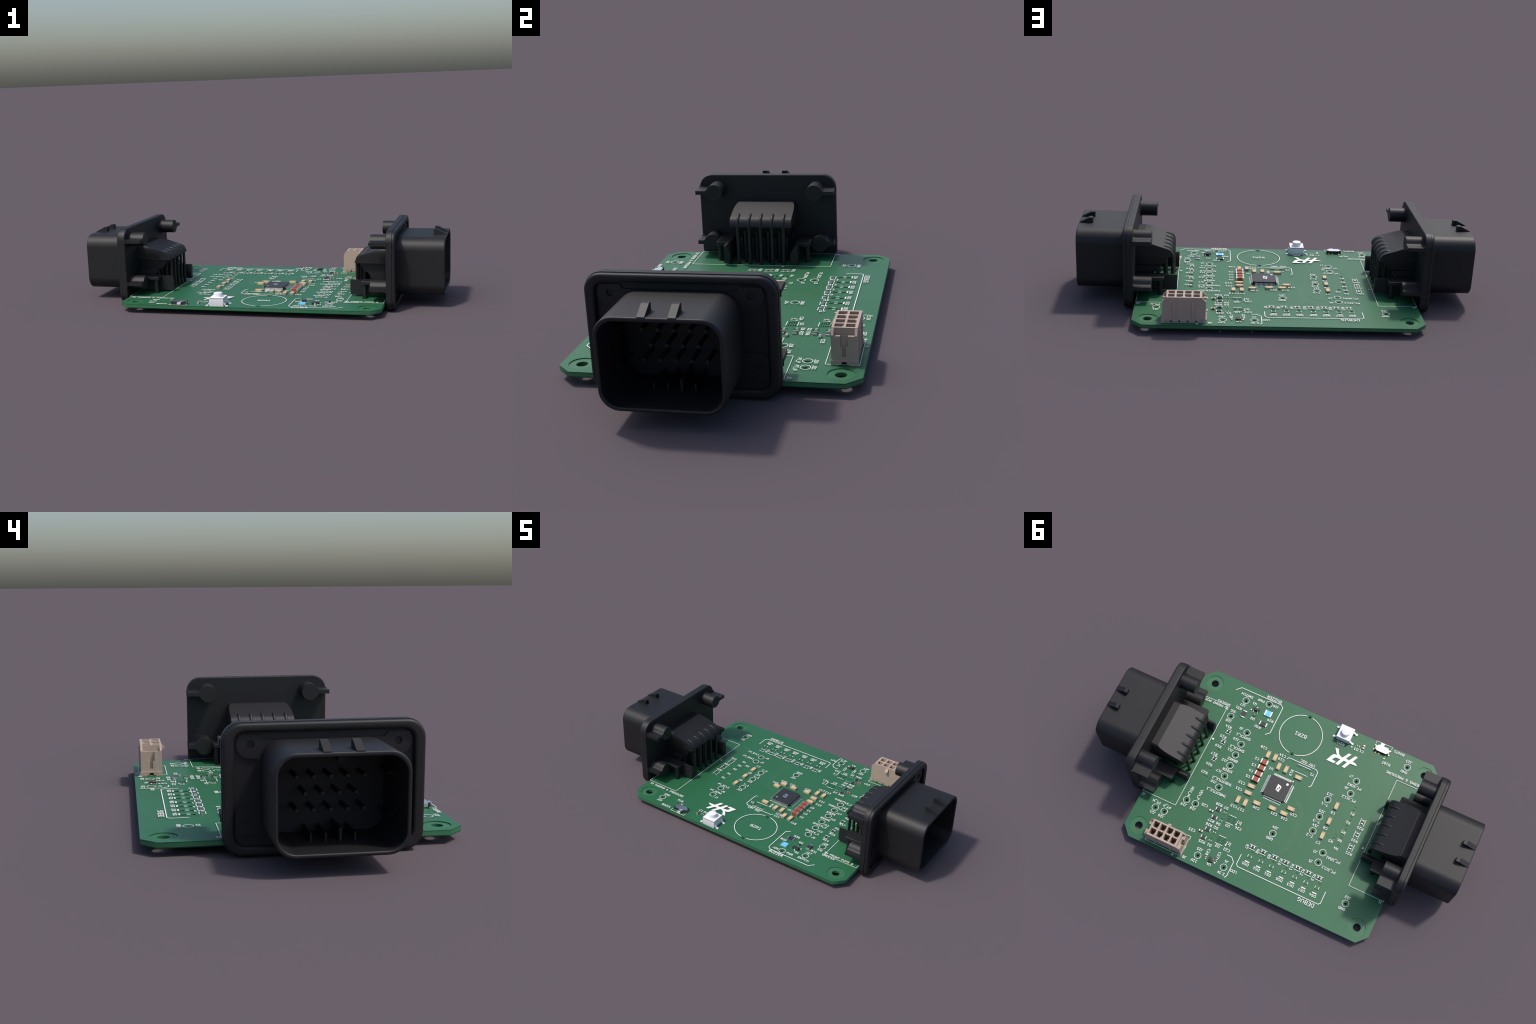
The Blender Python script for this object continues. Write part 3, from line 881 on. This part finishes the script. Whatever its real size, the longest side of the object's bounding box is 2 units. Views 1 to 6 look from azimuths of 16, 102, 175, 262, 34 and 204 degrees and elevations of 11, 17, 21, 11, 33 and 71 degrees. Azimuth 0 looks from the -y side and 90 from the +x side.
# maker's mark: slanted letter pair built from bars
bm = bmesh.new()
for poly in ([(0.0053, -0.0224), (0.0006, -0.0224), (0.0008, 0.0060), (0.0008, 0.0122), (0.0054, 0.0113)],
             [(0.0004, 0.0124), (-0.0016, 0.0061), (-0.0084, 0.0078), (-0.0079, 0.0000), (-0.0157, -0.0012), (-0.0134, 0.0185)],
             [(-0.0008, -0.0214), (-0.0077, -0.0199), (-0.0046, -0.0078), (-0.0079, -0.0012), (-0.0038, 0.0008), (-0.0006, -0.0017)],
             [(-0.0089, -0.0198), (-0.0174, -0.0145), (-0.0171, -0.0020), (-0.0118, -0.0020), (-0.0125, -0.0085), (-0.0080, -0.0124)]):
    area = sum(poly[i - 1][0] * poly[i][1] - poly[i][0] * poly[i - 1][1] for i in range(len(poly)))
    prism(bm, poly if area > 0 else poly[::-1], 0.0640, 0.0649)
add("maker_mark", finish(bm, "maker_mark", smooth=False), M_SILVER, chip, (0.0000, 0.0000, 0), radians(0))


# ------------------------------------------------------------------ two-terminal parts
def chip_part(L, W, H, end, z=0.0450, body_drop=0.0003, r=0.0009, end_h=None):
    bm = bmesh.new()
    box(bm, -L / 2 + end, L / 2 - end, -W / 2 + body_drop, W / 2 - body_drop, z, z + H - body_drop)
    body = finish(bm, "body", 30)
    bm = bmesh.new()
    box(bm, L / 2 - end, L / 2, -W / 2, W / 2, z - 0.0010, z + H, r)
    return body, finish(bm, "terminal", 30)


def place(kind, parts, mats, spots):
    body, end = parts
    for x, y, turn in spots:
        o = add(kind, body, mats[0], root, (x, y, 0), radians(turn))
        add("terminal", end, mats[1], o)
        add("terminal", end, mats[1], o, (0, 0, 0), pi)


tan = chip_part(0.0420, 0.0200, 0.0120, 0.0068)
place("tan_capacitor", tan, (M_TAN, M_TANEND),
      [(0.1814, -0.1978, 90), (0.1400, -0.1985, 90), (0.1010, -0.1612, 90), (0.0580, -0.1620, 90), (-0.0213, -0.1480, 0),
       (0.1860, 0.0036, 0), (0.1852, 0.0446, 0), (0.2174, 0.1005, 90), (0.1746, 0.1000, 90), (0.1186, 0.0763, 0), (0.0320, 0.0657, 0),
       (-0.0355, 0.0661, 0), (-0.0590, 0.0270, 0), (-0.2720, -0.0915, 90), (-0.2704, 0.0012, 90), (-0.2704, 0.0874, 90)])
red = chip_part(0.0400, 0.0262, 0.0212, 0.0060, r=0.0012)
place("red_capacitor", red, (M_RED, M_SILVER), [(0.1815, -0.1473, 0), (0.1812, -0.1112, 0), (0.1812, -0.0740, 0), (0.1815, -0.0398, 0)])
small_red = chip_part(0.0212, 0.0100, 0.0100, 0.0058)
place("small_capacitor", small_red, (M_RED, M_SILVER), [(0.3190, 0.2173, 0), (0.3200, 0.3392, 0), (-0.2680, -0.4590, 90)])
tiny_red = chip_part(0.0132, 0.0068, 0.0072, 0.0036)
place("small_capacitor", tiny_red, (M_RED, M_SILVER), [(0.2310, 0.4582, 90), (0.1730, 0.4468, 90)])
place("small_capacitor", tiny_red, (M_BROWN, M_TANEND), [(0.1546, 0.2146, 90), (0.1550, 0.3405, 90)])
res = chip_part(0.0284, 0.0180, 0.0074, 0.0034)
place("power_resistor", res, (M_RES, M_SILVER), [(0.2877, 0.1949, 0), (0.2878, 0.2424, 0), (0.2893, 0.3162, 0), (0.2912, 0.3640, 0)])
big = chip_part(0.0416, 0.0240, 0.0080, 0.0050)
place("power_resistor", big, (M_RES, M_SILVER), [(0.2845, -0.3455, 0), (0.4068, -0.3533, 90)])
blue = chip_part(0.0410, 0.0335, 0.0074, 0.0075)
place("blue_resistor", blue, (M_BLUE, M_SILVER), [(0.2860, -0.4128, 0)])
tiny = chip_part(0.0214, 0.0114, 0.0064, 0.0043)
place("small_resistor", tiny, (M_RES, M_SILVER),
      [(0.4355, -0.2245, 0), (0.4358, -0.1595, 0), (0.4355, -0.0528, 0)]
      + [(x, 0.3015, 0) for x in (0.0340, -0.0279, -0.0946, -0.1610, -0.2272, -0.2885, -0.3508)]
      + [(-0.4320, -0.0690, 90), (-0.4322, 0.0062, 90), (-0.4312, 0.0815, 90)])
mini = chip_part(0.0136, 0.0075, 0.0057, 0.0040)
place("small_resistor", mini, (M_RES, M_SILVER), [(-0.3950, -0.4213, 80)])

# regulator with a painted corner
bm = bmesh.new()
box(bm, -0.0128, 0.0128, -0.0122, 0.0122, 0.0455, 0.0560, 0.0008)
reg = add("regulator", finish(bm, "regulator", 30), M_RES, root, (0.1996, 0.4552, 0))
bm = bmesh.new()
box(bm, -0.0116, -0.0080, 0.0050, 0.0090, 0.0555, 0.0565)
add("red_corner", finish(bm, "red_corner"), M_REDDOT, reg)
bm = bmesh.new()
box(bm, -0.0118, -0.0108, -0.0090, 0.0010, 0.0555, 0.0565)
add("pin_mark", finish(bm, "regulator_mark"), M_CHIPINK, reg)

# three-leg transistors
for x, y, w, h, zt in ((0.3536, -0.4066, 0.0386, 0.0172, 0.0585), (0.3496, -0.3672, 0.0140, 0.0125, 0.0520)):
    bm = bmesh.new()
    p = rounded_rect(-w / 2, w / 2, -h / 2, h / 2, 0.0008, 2)
    loft(bm, [(0.0475, inset(p, 0.001)), (0.0525 if zt > 0.055 else 0.0495, p), (zt, inset(p, 0.0016))])
    q = add("transistor", finish(bm, "transistor", 25), M_RES, root, (x, y, 0))
    bm = bmesh.new()
    lw = 0.0026 if w > 0.02 else 0.0014
    reach = 0.0085 if w > 0.02 else 0.0040
    prism(bm, [(h / 2 - 0.002, 0.0535), (h / 2 + reach * 0.35, 0.0535), (h / 2 + reach * 0.55, 0.0475), (h / 2 + reach, 0.0475), (h / 2 + reach, 0.0455), (h / 2 + reach * 0.45, 0.0455), (h / 2 + reach * 0.2, 0.0515), (h / 2 - 0.002, 0.0515)],
          -lw, lw, lambda u, v, hh: (hh, u, v if zt > 0.055 else 0.0455 + (v - 0.0455) * 0.5))
    leg = finish(bm, "leg", 25)
    d = 0.0125 if w > 0.02 else 0.0045
    add("leg", leg, M_SILVER, q, (-d, 0, 0)); add("leg", leg, M_SILVER, q, (d, 0, 0)); add("leg", leg, M_SILVER, q, (0, 0, 0), pi)

# ------------------------------------------------------------------ push button
BX, BY = -0.1500, -0.4795
bm = bmesh.new()
half = 0.0386
sq = [(-half, -half), (half, -half), (half, half), (-half, half)]
dents = [circle(sx * 0.0275, sy * 0.0275, 0.0062, 20) for sx in (-1, 1) for sy in (-1, 1)]
absorb(bm, sheet([sq] + dents, 0.0860, 0.0902, "lid"), ALONG_Z)
loft(bm, [(0.0455, inset(sq, 0.001)), (0.0480, sq), (0.0886, sq)])
button = add("push_button", finish(bm, "push_button", 25), M_WHITE, root, (BX, BY, 0))
bm = bmesh.new()
prism(bm, circle(0, 0, 0.0232, 40), 0.0890, 0.1116, ALONG_Z, 0, 0.0012)
add("plunger", finish(bm, "plunger", 35), M_WHITE, button)
bm = bmesh.new()
prism(bm, [(0.0380, 0.0632), (0.0440, 0.0632), (0.0490, 0.0510), (0.0610, 0.0500), (0.0610, 0.0462), (0.0472, 0.0470), (0.0425, 0.0585), (0.0380, 0.0588)], -0.0050, 0.0050, ALONG_Y)
leg = finish(bm, "button_leg", 25)
for turn in (0, pi):
    for y in (-0.0288, 0.0288):
        add("button_leg", leg, M_WHITE, button, (0, y, 0), turn)

# ------------------------------------------------------------------ slide switch
SX, SY = -0.3658, -0.4866
bm = bmesh.new()
box(bm, -0.0380, 0.0380, -0.0160, 0.0165, 0.0462, 0.0622)
for sx in (-1, 1):
    for sy in (-1, 1):
        box(bm, sx * 0.0350 - 0.0052, sx * 0.0350 + 0.0052, sy * 0.0140 - 0.0032, sy * 0.0140 + 0.0032, 0.0470, 0.0652)
slide = add("slide_switch", finish(bm, "slide_switch", smooth=False), M_RES, root, (SX, SY, 0))
bm = bmesh.new()
prism(bm, [(-0.0300, -0.0172), (0.0300, -0.0172), (0.0300, -0.0100), (0.0390, -0.0100), (0.0390, 0.0100), (0.0300, 0.0100), (0.0300, 0.0172), (-0.0300, 0.0172),
           (-0.0300, 0.0100), (-0.0390, 0.0100), (-0.0390, -0.0100), (-0.0300, -0.0100)], 0.0626, 0.0642)
for s in (-1, 1):
    a, b = sorted((s * 0.0380, s * 0.0392))
    box(bm, a, b, -0.0080, 0.0080, 0.0500, 0.0630)
    for y in (-0.0125, 0.0125):
        a, b = sorted((s * 0.0382, s * 0.0465))
        box(bm, a, b, y - 0.0032, y + 0.0032, 0.0475, 0.0505)
add("steel_cover", finish(bm, "steel_cover", smooth=False), M_STEEL, slide)
bm = bmesh.new()
prism(bm, [(-0.0150, 0.0600), (-0.0350, 0.0600), (-0.0365, 0.0585), (-0.0365, 0.0500), (-0.0150, 0.0500)], -0.0005, 0.0195, lambda u, v, h: (h, u, v))
add("slide_lever", finish(bm, "slide_lever", 20), M_STEEL, slide)
bm = bmesh.new()
prism(bm, [(0.0160, 0.0540), (0.0190, 0.0540), (0.0215, 0.0490), (0.0292, 0.0488), (0.0292, 0.0470), (0.0190, 0.0472), (0.0175, 0.0520), (0.0160, 0.0520)], -0.0026, 0.0026, lambda u, v, h: (h, u, v))
foot = finish(bm, "gold_leg", 20)
for x in (0.0285, 0.0090, -0.0290):
    add("gold_leg", foot, M_GOLD, slide, (x, 0, 0))
